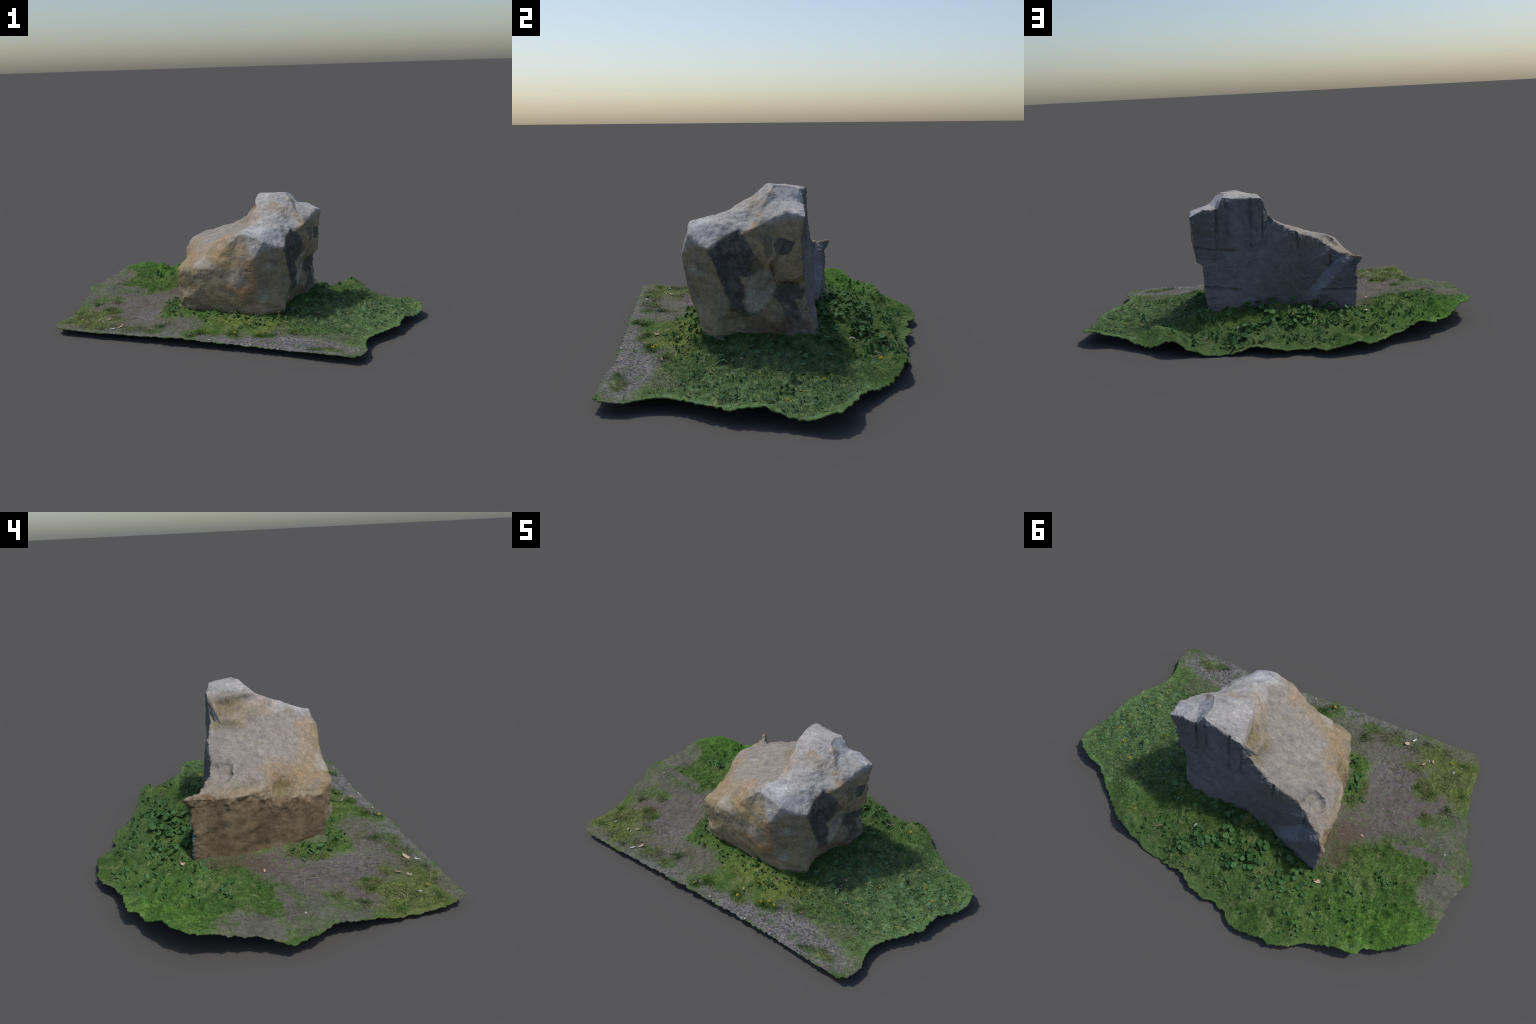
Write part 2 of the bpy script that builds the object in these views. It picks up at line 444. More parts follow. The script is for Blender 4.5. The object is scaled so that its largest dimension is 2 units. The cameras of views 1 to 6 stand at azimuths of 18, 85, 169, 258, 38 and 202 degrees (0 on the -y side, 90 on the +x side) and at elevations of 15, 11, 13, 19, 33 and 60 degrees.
# ------------------------------------------------------------------ boulder
# named corners of the stone
K = dict(
    # crown: shelf end, summit, ridge and hollows
    shelf_tip=(.438, .073, .575), shelf_nose=(.429, .008, .594), shelf_back=(.372, .084, .616), shelf_notch=(.307, .088, .598), riser_foot=(.292, .092, .612),
    riser_top=(.268, .075, .664), top_back=(.21, .099, .660), top_back2=(.145, .118, .657), top_corner=(.081, .126, .655), top_west=(.085, .08, .662),
    top_west2=(.094, .02, .664), top_front=(.106, -.055, .652), edge1=(.122, -.115, .618), edge2=(.145, -.145, .604), edge3=(.172, -.188, .581), edge_foot=(.187, -.230, .566),
    stripe=(.25, .03, .679), summit=(.272, -.026, .680), summit_west=(.18, -.045, .676), ridge1=(.31, -.06, .630), ridge2=(.345, -.085, .580), ridge_foot=(.382, -.109, .532),
    rib1=(.22, -.136, .592), rib2=(.274, -.195, .549), rib3=(.303, -.221, .511), dell=(.259, -.087, .626), dell2=(.301, -.127, .553), dell3=(.335, -.165, .503),
    shelf_mid=(.335, .02, .622), plane_mid=(.221, -.295, .527), crown_high=(.165, .03, .672),
    # south shoulder
    shoulder=(.127, -.350, .528), shoulder2=(.180, -.358, .512), lip1=(.233, -.354, .490), lip2=(.282, -.311, .464), lip3=(.320, -.280, .447), lip4=(.316, -.235, .482),
    lip5=(.322, -.188, .513), lip6=(.348, -.147, .505), brow=(.408, -.05, .567), saddle=(.13, -.285, .541), slab_front=(.044, -.335, .500), slab_front2=(-.041, -.300, .470),
    slab_front3=(-.119, -.263, .410),
    # slab
    slab1=(-.193, -.168, .413), slab2=(-.265, -.093, .386), slab3=(-.314, .028, .402), slab_mid=(-.1, .0, .468), slab_mid3=(-.109, -.09, .455), slab_mid4=(-.01, -.2, .490), slab_mid2=(-.2, .04, .445),
    foot1=(.098, -.163, .527), foot2=(.056, -.079, .513), foot3=(.013, .016, .513), foot4=(.022, .070, .515), foot5=(.056, .108, .540), under=(.060, .02, .590), under2=(.088, -.06, .588),
    ledge=(.076, .122, .580), ledge2=(.052, .122, .572), ledge3=(.022, .123, .534), rim1=(.0, .131, .522), rim2=(-.044, .147, .500), rim3=(-.072, .156, .478), rim4=(-.155, .163, .453),
    rim5=(-.213, .163, .415), rim6=(-.241, .180, .392), rim7=(-.273, .208, .366), rim8=(-.313, .234, .352), nub=(-.368, .302, .350),
    # scoop and west rim
    scoop1=(-.25, .10, .428), scoop4=(-.318, .11, .378), nub_low=(-.364, .295, .330), nub_low2=(-.354, .280, .305), nub_top=(-.33, .235, .356),
    brim1=(-.362, .219, .338), brim2=(-.364, .129, .331), brim3=(-.354, .052, .331), brim4=(-.345, -.001, .324), brim5=(-.338, -.014, .281), brim6=(-.332, -.078, .267),
    brim7=(-.316, -.155, .284), brim8=(-.300, -.217, .252), brim9=(-.283, -.272, .243), brim10=(-.25, -.325, .230), band1=(-.328, -.03, .358), band2=(-.228, -.168, .376),
    band3=(-.188, -.250, .352), band4=(-.275, -.17, .335), band_pit=(-.300, -.1, .305), west_bulge=(-.262, -.326, .309), nub_side=(-.335, .16, .362),
    # west flank and foot
    flank11=(-.354, .21, .305), flank12=(-.350, .21, .2), flank13=(-.357, .13, .29), flank1=(-.354, .12, .2), flank2=(-.318, -.1, .18), flank3=(-.352, .277, .275), flank4=(-.352, .276, .186), flank5=(-.340, .284, .10), flank6=(-.342, .14, .08),
    flank7=(-.310, -.04, .08), flank8=(-.295, -.19, .10), flank9=(-.268, -.295, .12), flank10=(-.21, -.342, .16),
    # front
    front1=(.174, -.378, .444), front2=(.187, -.380, .402), front3=(.2, -.368, .315), front4=(.2, -.352, .242), front5=(.267, -.326, .364), front6=(.12, -.353, .205),
    front7=(.043, -.350, .234), front8=(.223, -.318, .190), front9=(-.01, -.352, .408), front10=(-.103, -.328, .375), front11=(-.190, -.346, .320), front12=(-.06, -.358, .330),
    front13=(.1, -.375, .340), front14=(-.12, -.352, .23), front15=(.05, -.362, .475), front16=(.06, -.365, .40), toe1=(.21, -.312, .1), toe2=(.1, -.318, .1), toe3=(-.02, -.322, .1), toe4=(-.15, -.320, .12),
    # east end
    cheek1=(.399, -.09, .458), cheek2=(.402, -.071, .431), cheek3=(.402, -.056, .402), cheek4=(.378, -.034, .340), jaw1=(.412, .009, .343), jaw2=(.413, .037, .340), jaw3=(.420, .069, .353),
    throat=(.375, .02, .312), throat2=(.362, -.040, .322), side1=(.437, .0, .48), side2=(.428, .0, .405), post1=(.430, .065, .491), post2=(.429, .069, .426), post4=(.392, .081, .332), post5=(.391, .094, .221),
    post6=(.394, .118, .170), post7=(.384, .128, .100), spall1=(.359, -.052, .357), spall2=(.346, -.150, .349), spall3=(.347, -.164, .335), spall4=(.349, -.13, .26), spall5=(.351, -.095, .190),
    spall_mid=(.338, -.075, .285), belly=(.384, .02, .200), belly2=(.374, .05, .110), hem1=(.36, -.05, .160), hem2=(.362, .014, .112), prow1=(.322, -.266, .405), prow2=(.329, -.231, .290),
    prow3=(.334, -.195, .225), prow4=(.320, -.245, .172), prow5=(.315, -.258, .103), hem0=(.350, -.13, .205), nook1=(.296, -.17, .160), nook2=(.293, -.16, .090), nook3=(.315, -.06, .105), stain=(.328, -.2, .41),
    # split back
    strip1=(-.224, .254, .234), strip2=(-.184, .250, .189), strip3=(-.104, .198, .1), strip4=(-.235, .187, .305), strip5=(-.160, .190, .21), strip6=(-.05, .180, .1),
    back1=(.2, .127, .30), back2=(.02, .172, .28), back3=(-.09, .182, .30), back12=(.06, .150, .40), back13=(-.29, .268, .26), back4=(.229, .110, .394), back5=(.212, .142, .198), back6=(.1, .133, .45), back7=(.3, .098, .47),
    back8=(.246, .155, .1), back9=(.053, .158, .1), back10=(-.166, .228, .1), back11=(-.27, .262, .1),
    # buried foot
    s1=(.38, .13, .02), s2=(.29, -.16, .02), s3=(.30, -.24, .02), s4=(.2, -.285, .02), s5=(.085, -.29, .02), s6=(-.026, -.28, .02), s7=(-.15, -.275, .02), s8=(-.262, -.285, .02),
    s9=(-.30, -.1, .02), s10=(-.34, .14, .02), s11=(-.335, .28, .02), s12=(-.27, .26, .02), s13=(-.1, .2, .02), s14=(.05, .16, .02), s15=(.25, .155, .02), s16=(.36, .04, .02), s17=(.0, .0, .015))
# ridge and valley lines that stay crisp, as runs of corners
RUNS = ["shelf_tip shelf_back shelf_notch riser_foot riser_top top_back top_back2 top_corner ledge ledge2 ledge3 rim1 rim2 rim3 rim4 rim5 rim6 rim7 rim8 nub",
        "shelf_tip shelf_nose brow ridge_foot lip6 lip5 lip4 lip3 lip2 lip1 shoulder2 shoulder", "riser_top stripe summit ridge1 ridge2 ridge_foot",
        "top_corner top_west top_west2 top_front edge1 edge2 edge3 edge_foot saddle shoulder", "top_front summit_west summit", "riser_foot shelf_mid ridge1",
        "edge_foot foot1 foot2 foot3 foot4 foot5 ledge", "summit_west dell dell2 dell3", "top_front rib1 rib2 rib3",
        "shoulder slab_front slab_front2 slab_front3 slab1 slab2 slab3 scoop4",
        "nub brim1 brim2 brim3 brim4 brim5 brim6 brim7 brim8 brim9 brim10", "west_bulge front11 front12", "nub nub_low nub_low2 flank3 flank4 flank5 s11",
        "shelf_tip post1 post2 jaw3 post4 post5 post6 post7 s1", "ridge_foot cheek1 cheek2 cheek3 cheek4 jaw1 jaw2 jaw3", "cheek4 throat2 throat post4",
        "lip3 prow1 prow2 prow3 hem0 spall5 hem1 hem2 belly2", "prow3 prow4 prow5 s3", "spall1 spall2 spall3 spall4 spall5", "spall1 cheek4",
        "rim8 strip1 strip2 strip3", "rim8 strip4 strip5 strip6", "shoulder2 front1 front2 front3 front4", "nook1 nook2 s2", "nook1 hem0", "brim10 flank10 flank9 s8"]


def cage_points(step=.028):
    """All corners, plus points strung along the crisp lines."""
    out = [np.array(p) for p in K.values()]
    for run in RUNS:
        names = run.split()
        for a, b in zip(names[:-1], names[1:]):
            a, b = np.array(K[a]), np.array(K[b])
            m = int(np.linalg.norm(b - a) // step)
            for i in range(m):
                p = a + (b - a) * (i + 1) / (m + 1)
                if min(np.linalg.norm(p - q) for q in out) > .008:
                    out.append(p)
    return np.array(out)


HEART = np.array([.0, -.12, .11])

# drill grooves on the split back: ends as (x, z), radius
GROOVES = [((.305, .600), (.313, .405), .0085), ((.256, .632), (.259, .483), .008), ((.135, .66), (.147, .414), .008),
           ((.083, .565), (.088, .456), .006), ((-.078, .485), (-.079, .396), .008), ((-.24, .385), (-.239, .283), .006),
           ((.44, .419), (.229, .394), .0075), ((.40, .222), (.212, .198), .0085), ((-.184, .187), (-.36, .184), .008)]


def build_boulder(parent):
    import bmesh
    pts = cage_points()
    d = pts - HEART
    d /= np.linalg.norm(d, axis=1)[:, None]
    bm = bmesh.new()
    vs = [bm.verts.new(p) for p in d]
    for i, q in enumerate(vs):
        q.index = i
    bmesh.ops.convex_hull(bm, input=vs)
    bmesh.ops.triangulate(bm, faces=bm.faces[:])
    bm.normal_update()
    f = []
    for face in bm.faces:
        ids = [q.index for q in face.verts]
        a, b, c = d[ids]
        if np.dot(np.cross(b - a, c - a), a + b + c) < 0:
            ids.reverse()
        f.append(ids)
    bm.free()
    f = np.array(f)
    used, f = np.unique(f, return_inverse=True)
    v, f = pts[used].copy(), f.reshape(-1, 3)
    for k in range(2):
        v, f = subdivide(v, f)
    v = relax(v, f, .25, 1)
    for k in range(2):
        v, f = subdivide(v, f)
    v = relax(v, f, .4, 3)
    n = vertex_normals(v, f)
    # large facets, bedding steps, grain
    h = .0055 * fbm(v * 9, 3) + .0038 * fbm(v * 26, 3)
    ridge = 1 - np.abs(fbm(v * 14 + 5, 3)) * 2.2
    h += .004 * (ridge - .5) * smooth(-.1, .4, perlin(v * 5 + 9))
    bed = v @ np.array([.35, .25, 1.0]) + .02 * perlin(v * 7)
    h += .0022 * np.sin(bed * 95 + 3 * perlin(v * 6)) * smooth(0, .4, perlin(v * 6 + 40) + .1)
    # broken western brim
    brim = np.exp(-((v[:, 2] - (.30 + .16 * v[:, 1])) / .05) ** 2) * (1 - smooth(-.30, -.22, v[:, 0]))
    h += brim * (.012 * fbm(v * 15 + 2, 3) + .006 * (1 - 2 * np.abs(fbm(v * 26 + 9, 2))) - .004)
    back = smooth(.55, .8, n[:, 1])
    h = h * (1 - .45 * back) + back * (.010 * np.abs(fbm(v * 34, 4, .6)) + .006 * perlin(v * 14))
    h += .0012 * fbm(v * 110, 2)
    v = v + n * h[:, None]
    # slanting fracture steps down the split face
    for (ax, az), (bx, bz), d in (((.09, .45), (.185, .30), .006), ((.315, .41), (.36, .31), .006), ((.02, .50), (.10, .40), .004), ((-.02, .33), (.04, .2), .004)):
        dx, dz = bx - ax, bz - az
        L = math.hypot(dx, dz)
        t = ((v[:, 0] - ax) * dx + (v[:, 2] - az) * dz) / L ** 2
        q = ((v[:, 0] - ax) * dz - (v[:, 2] - az) * dx) / L + .012 * fbm(v * 25, 3)
        v[:, 1] -= d * smooth(-.003, .003, q) * (1 - smooth(.0, .06, q)) * smooth(-.15, .15, t) * (1 - smooth(.85, 1.15, t)) * back
    # conchoidal scoop on the west shoulder, hollows
    for c, r, dep in (((-.30, -.10, .315), .05, .012), ((.345, -.07, .30), .05, .006),
                      ((.0, -.18, .515), .025, .005)):
        q = np.linalg.norm(v - np.array(c), axis=1) / r
        v = v - n * (dep * (1 - smooth(.35, 1.05, q)))[:, None]
    for c, r in (((-.258, .128, .440), .050), ((-.285, .135, .420), .046), ((-.245, .155, .432), .040)):
        e = v - np.array(c)
        q = np.linalg.norm(e, axis=1)
        r = r * (1 + .35 * perlin(v * 22 + 3) + .10 * perlin(v * 70))
        m = (q < r) & (n[:, 2] > .2)
        v[m] = np.array(c) + e[m] / q[m, None] * r[m, None]
    # hollow running under the brow of the crown
    a, b = np.array([.064, .07, .600]), np.array([.108, -.09, .598])
    t = np.clip((v - a) @ (b - a) / ((b - a) @ (b - a)), 0, 1)
    q = np.linalg.norm(v - a - t[:, None] * (b - a), axis=1) + .010 * perlin(v * 24)
    v = v - n * (.016 * (1 - smooth(.004, .036, q)))[:, None]
    # drilled grooves: half-round channels
    cut = np.zeros(len(v))
    x, z = v[:, 0], v[:, 2]
    for (ax, az), (bx, bz), r in GROOVES:
        dx, dz = bx - ax, bz - az
        t = np.clip(((x - ax) * dx + (z - az) * dz) / (dx * dx + dz * dz), 0, 1)
        q = np.hypot(x - ax - t * dx, z - az - t * dz) + .0012 * perlin(v * 60)
        prof = np.sqrt(np.clip(1 - (q / r) ** 2, 0, 1)) * r * 1.5
        cut = np.maximum(cut, prof * (v[:, 1] > .04) * smooth(.3, .55, n[:, 1]))
    v[:, 1] -= cut
    ob = mesh_object("boulder", v, f, rock_material(), parent)
    ob.data.materials.append(split_material())
    # the freshly split back is bare grey stone: its faces look north
    fn = n[f].mean(1)
    cen = v[f].mean(1)
    is_back = (fn[:, 1] + .10 * perlin(cen * 40) > .60) & (cen[:, 1] > .05) & (fn[:, 2] < .55)
    is_back |= (fn[:, 1] > .25) & (fn[:, 0] > .25) & (fn[:, 2] < .72) & (cen[:, 0] < -.10) & (cen[:, 2] < .345)
    ob.data.polygons.foreach_set("material_index", is_back.astype(np.int32))
    return ob


# ------------------------------------------------------------------ turf
# rim of the patch, anticlockwise from the south-east corner: x, y, z
RIM = [(.749, -.659, .036), (.785, -.636, .040), (.795, -.575, .036), (.774, -.453, .043), (.788, -.387, .041), (.850, -.310, .045), (.906, -.217, .047),
       (.921, -.120, .059), (.971, -.030, .034), (.992, .009, .036), (1.0, .070, .058), (.995, .105, .06), (.940, .155, .070), (.887, .182, .054), (.839, .196, .048),
       (.786, .247, .040), (.717, .309, .026), (.669, .355, .028), (.609, .410, .066), (.560, .435, .052), (.505, .452, .025),
       (.435, .476, .008), (.335, .500, .003), (.275, .513, .017), (.222, .519, .032), (.142, .573, .034), (.079, .587, .022),
       (.014, .584, .018), (-.043, .608, .030), (-.085, .650, .024), (-.121, .667, .034), (-.173, .664, .040), (-.230, .652, .055), (-.280, .662, .038),
       (-.357, .648, .042), (-.420, .596, .046), (-.478, .579, .050), (-.550, .573, .080), (-.634, .562, .066), (-.673, .518, .058),
       (-.740, .497, .066), (-.809, .452, .100), (-.860, .425, .100), (-.918, .350, .095), (-.930, .267, .085), (-.940, .190, .072), (-.950, .142, .072),
       (-.965, .100, .058), (-1.0, .050, .052), (-.975, -.046, .066), (-.922, -.115, .060), (-.917, -.219, .050), (-.897, -.300, .032),
       (-.895, -.350, .020), (-.881, -.409, .016), (-.882, -.499, .022), (-.887, -.560, .034), (-.845, -.636, .038), (-.716, -.638, .032),
       (-.568, -.639, .032), (-.444, -.633, .034), (-.284, -.632, .036), (-.199, -.640, .042), (-.054, -.635, .038), (.15, -.633, .034),
       (.280, -.635, .032), (.419, -.640, .030), (.528, -.652, .036), (.639, -.654, .038)]
# heights inside the patch
LIE = [(-.09, -.60, .046), (-.53, -.58, .035), (-.24, -.38, .050), (-.85, -.05, .075), (-.70, -.02, .060), (-.77, -.49, .033), (-.70, -.35, .040),
       (-.70, -.19, .038), (-.47, .02, .048), (-.39, -.27, .030), (-.46, -.13, .044), (-.36, .08, .062), (-.34, -.14, .062), (-.30, -.30, .070),
       (-.10, -.31, .072), (.08, -.33, .070), (.20, -.33, .068), (.12, -.45, .052), (.30, -.36, .064), (.27, -.49, .045), (.13, -.54, .046), (.45, -.55, .038),
       (.60, -.55, .040), (.62, -.40, .045), (.47, -.20, .052), (.36, -.15, .092), (.43, .02, .088), (.43, .14, .098), (.50, .08, .072), (.55, .0, .058), (.70, -.03, .050),
       (.82, -.05, .050), (.85, .08, .060), (.75, .12, .055), (.60, .15, .064), (.65, .245, .082), (.50, .25, .045), (.56, .40, .088), (.55, .33, .072),
       (.40, .33, .050), (.26, .29, .055), (.25, .40, .048), (.10, .24, .100), (.25, .22, .088), (.0, .30, .092), (-.12, .27, .098), (-.27, .34, .088), (.0, .42, .075), (.05, .50, .050), (-.10, .50, .055),
       (-.08, .37, .080), (-.20, .36, .085), (-.25, .54, .062), (-.34, .56, .064), (-.36, .36, .085), (-.45, .41, .070), (-.46, .30, .080),
       (-.60, .30, .064), (-.60, .45, .068), (-.75, .40, .085), (-.82, .43, .100), (-.70, .27, .088), (-.60, .21, .095), (-.53, .20, .092), (-.81, .29, .105), (-.60, .10, .058), (-.82, .12, .062)]
# named mounds and sprouts: x, y, height, width
SPROUTS = [(.70, -.007, .045, .013), (.303, -.339, .040, .012), (.127, -.426, .020, .018), (-.097, .485, .030, .020), (-.251, .535, .032, .016), (-.341, .55, .030, .014),
           (.003, .395, .035, .020), (-.073, .36, .035, .022), (-.451, .395, .034, .022), (-.46, .285, .036, .022), (.562, .425, .035, .020),
           (.648, .247, .020, .035), (-.81, .43, .030, .05), (-.70, .44, .045, .035), (-.62, .50, .030, .03), (-.24, -.38, .030, .012), (-.90, .27, .03, .03),
           (-.06, -.31, .03, .015), (.06, -.325, .03, .012), (-.62, .36, .03, .02), (-.54, .30, .03, .018), (-.55, .44, .03, .02), (.45, .10, .03, .014)]


def thin_plate(src):
    p = np.array(src)
    xy, z = p[:, :2], p[:, 2]
    n = len(p)

    def phi(r2):
        return np.where(r2 > 1e-12, .5 * r2 * np.log(r2 + 1e-12), 0)
    K = phi(((xy[:, None] - xy[None]) ** 2).sum(-1)) + np.eye(n) * 4e-4
    P = np.concatenate([np.ones((n, 1)), xy], 1)
    A = np.block([[K, P], [P.T, np.zeros((3, 3))]])
    s = np.linalg.solve(A, np.concatenate([z, np.zeros(3)]))

    def f(x, y):
        q = np.stack([x, y], 1)
        r = np.empty(len(q))
        for i in range(0, len(q), 20000):
            b = q[i:i + 20000]
            r[i:i + 20000] = phi(((b[:, None] - xy[None]) ** 2).sum(-1)) @ s[:n] + s[n] + b @ s[n + 1:]
        return r
    return f


base_height = thin_plate(RIM + LIE)
_sp = list(SPROUTS)
for _ in range(70):   # leafy humps of the north side
    a, b = rng.uniform(-.75, .55), rng.uniform(.22, .60)
    _sp.append((a, b, rng.uniform(.010, .030), rng.uniform(.010, .022)))
for _ in range(60):   # lower ones in the south-eastern meadow
    a, b = rng.uniform(.38, .95), rng.uniform(-.36, .25)
    _sp.append((a, b, rng.uniform(.006, .018), rng.uniform(.010, .022)))


def rim_distance(x, y):
    p = np.array(RIM)[:, :2]
    q = np.roll(p, -1, axis=0)
    best = np.full(len(x), 9.0)
    for a, b in zip(p, q):
        e = b - a
        t = np.clip(((x - a[0]) * e[0] + (y - a[1]) * e[1]) / (e @ e), 0, 1)
        best = np.minimum(best, np.hypot(x - a[0] - t * e[0], y - a[1] - t * e[1]))
    return best


def turf_height(x, y):
    p = np.stack([x, y, np.zeros_like(x)], 1)
    z = base_height(x, y)
    soil = soil_amount(x, y)
    inner = smooth(0.0, .07, rim_distance(x, y))
    z = z - inner * (.008 * smooth(.15, .30, y) + .006 * smooth(.35, .5, x) * (1 - smooth(.1, .3, y)))   # the sward stands on this
    green = (1 - .8 * soil) * (.35 + .65 * smooth(-.5, -.2, y))
    lump = .010 * fbm(p * 11 + 3, 3) + .020 * np.clip(fbm(p * 22 + 8, 3), -.05, 1) - .003 + .005 * fbm(p * 55, 2)
    z = z + green * lump * (.35 + .65 * inner) + soil * (.003 * fbm(p * 20, 3) + .0012 * fbm(p * 80, 2))
    sp = np.zeros_like(x)
    wx = x + .010 * perlin(p * 30 + 2)
    wy = y + .010 * perlin(p * 30 + 12)
    for a, b, h, w in _sp:
        near = (np.abs(x - a) < 4 * w) & (np.abs(y - b) < 4 * w)
        r = np.hypot(wx[near] - a, wy[near] - b) / w
        sp[near] = np.maximum(sp[near], h * np.exp(-r ** 1.7))
    return z + sp * (1 - .6 * soil) * (.3 + .7 * inner)


def build_turf(parent):
    na, nr = 1300, 150
    rim = np.array(RIM)
    c = np.array([0.0, 0.0])
    ang = np.unwrap(np.arctan2(rim[:, 1] - c[1], rim[:, 0] - c[0]))
    rad = np.hypot(rim[:, 0] - c[0], rim[:, 1] - c[1])
    # even steps along the rim, so the corners stay crisp
    cl = np.concatenate([rim, rim[:1]])
    s = np.concatenate([[0], np.cumsum(np.hypot(*np.diff(cl[:, :2], axis=0).T))])
    t = np.linspace(0, s[-1], na, endpoint=False)
    rx, ry = np.interp(t, s, cl[:, 0]), np.interp(t, s, cl[:, 1])
    # torn, toothed border
    tp = np.stack([t * 18, t * 0 + .5, t * 0 + 3.3], 1)
    rag = fbm(tp, 3, .7)
    tooth = .013 * rag * (.5 + 1.4 * np.abs(perlin(tp * .25 + 7))) + .003 * np.sign(perlin(tp * 2.2 + 5))
    rr = np.hypot(rx, ry)
    k = 1 + np.clip(tooth + .002, -.02, .008) / rr
    rx, ry = np.clip(rx * k, -1.0, 1.0), ry * k
    fr = .16 + .84 * np.linspace(0, 1, nr) ** .85
    X = (rx[None] * fr[:, None]).ravel()
    Y = (ry[None] * fr[:, None]).ravel()
    Z = turf_height(X, Y)
    thick = .004
    low = Z[-na:].min() - thick
    Z = Z - min(low, 0) if low < 0 else Z
    shift = -min(low, 0)
    top = np.stack([X, Y, Z], 1)
    bot = np.stack([X, Y, Z - thick], 1)
    N = na * nr
    i, j = np.meshgrid(np.arange(nr - 1), np.arange(na), indexing='ij')
    i, j = i.ravel(), j.ravel()
    j2 = (j + 1) % na
    q = np.stack([i * na + j, (i + 1) * na + j, (i + 1) * na + j2, i * na + j2], 1)
    fb = q[:, ::-1] + N
    e = (nr - 1) * na
    jj = np.arange(na)
    j3 = (jj + 1) % na
    side = np.stack([e + jj, N + e + jj, N + e + j3, e + j3], 1)
    side2 = np.stack([j3, N + j3, N + jj, jj], 1)
    ob = mesh_object("turf", np.concatenate([top, bot]), np.concatenate([q, fb, side, side2]), turf_material(), parent)
    return ob, shift


# ------------------------------------------------------------------ plants and litter
def blade(length, width, bend, seg=3):
    """A keeled grass blade rising along z and bending towards +x."""
    v, f = [], []
    a, x, z = 0.0, 0.0, 0.0
    for k in range(seg):
        w = width * (1 - .75 * k / seg) / 2
        v += [(x, -w, z), (x - w * .6 * math.cos(a), 0, z + w * .6 * math.sin(a)), (x, w, z)]
        a += bend / seg
        x += length / seg * math.sin(a)
        z += length / seg * math.cos(a)
    v.append((x, 0, z))
    for k in range(seg - 1):
        o = 3 * k
        f += [(o, o + 1, o + 4, o + 3), (o + 1, o + 2, o + 5, o + 4), (o + 2, o, o + 3, o + 5)]
    o = 3 * (seg - 1)
    f += [(o, o + 1, o + 3), (o + 1, o + 2, o + 3), (o + 2, o, o + 3)]
    return np.array(v), f


def scatter_blades(name, spots, mat, parent, lens, width, bends):
    """Many blades joined into one mesh."""
    V, F, off = [], [], 0
    protos = [blade(1, width, b) for b in bends]
    for (x, y, z) in spots:
        pv, pf = protos[random.randrange(len(protos))]
        L = random.uniform(*lens)
        q = pv * np.array([L, L, L])
        a = random.uniform(0, 6.283)
        tilt = random.uniform(.2, 1.0)
        ct, st = math.cos(tilt), math.sin(tilt)
        qx, qz = q[:, 0] * ct + q[:, 2] * st, -q[:, 0] * st + q[:, 2] * ct
        ca, sa = math.cos(a), math.sin(a)
        V.append(np.stack([x + qx * ca - q[:, 1] * sa, y + qx * sa + q[:, 1] * ca, z + qz], 1))
        F += [tuple(i + off for i in ff) for ff in pf]
        off += len(pv)
    ob = mesh_object(name, np.concatenate(V), F, mat, parent)
    ob["kind"] = "stuff"
    return ob


def leaf_mesh(name, mat, lobed, cup):
    """A dished leaf with a midrib, 1 unit long, with real thickness."""
    ring, segs = 5, 22
    top = [(0, 0, 0)]
    for r in range(1, ring + 1):
        for s in range(segs):
            a = 2 * math.pi * s / segs
            if lobed:
                e = .5 * (.94 + .06 * math.cos(7 * a)) * (1 - .42 * math.exp(-((a - math.pi) / .28) ** 2))
                x, y = e * math.cos(a), e * math.sin(a)
            else:
                x = .5 * math.cos(a)
                y = .24 * math.sin(a) * (1 - .35 * math.cos(a))
            k = r / ring
            x, y = x * k, y * k
            z = cup * (x * x + y * y) * 1.6 - .06 * math.exp(-(y / .05) ** 2) * k - .18 * x * x
            if lobed:
                z += .03 * k * math.cos(7 * a)
            top.append((x, y, z))
    t = np.array(top)
    b = t - np.array([0, 0, .03])
    n = len(t)
    f = []
    for s in range(segs):
        f.append((0, 1 + s, 1 + (s + 1) % segs))
        f.append((n, n + 1 + (s + 1) % segs, n + 1 + s))
    for r in range(ring - 1):
        for s in range(segs):
            a, c = 1 + r * segs + s, 1 + r * segs + (s + 1) % segs
            f.append((a, a + segs, c + segs, c))
            f.append((n + a, n + c, n + c + segs, n + a + segs))
    o = 1 + (ring - 1) * segs
    for s in range(segs):
        a, c = o + s, o + (s + 1) % segs
        f.append((a, n + a, n + c, c))
    me = bpy.data.meshes.new(name)
    me.from_pydata([tuple(q) for q in np.concatenate([t, b])], [], f)
    me.polygons.foreach_set("use_smooth", [True] * len(me.polygons))
    me.materials.append(mat)
    return me


def place(name, me, parent, loc, size, rot):
    ob = bpy.data.objects.new(name, me)
    bpy.context.scene.collection.objects.link(ob)
    ob.parent = parent
    ob.location = loc
    ob.scale = (size,) * 3 if not isinstance(size, tuple) else size
    ob.rotation_euler = rot
    return ob


def inside_rim(x, y, margin=.02):
    p = np.array(RIM)[:, :2]
    q = np.roll(p, -1, axis=0)
    c = np.zeros(len(x), bool)
    for a, b in zip(p, q):
        hit = ((a[1] > y) != (b[1] > y)) & (x < (b[0] - a[0]) * (y - a[1]) / (b[1] - a[1] + 1e-12) + a[0])
        c ^= hit
    return c & (rim_distance(x, y) > margin)


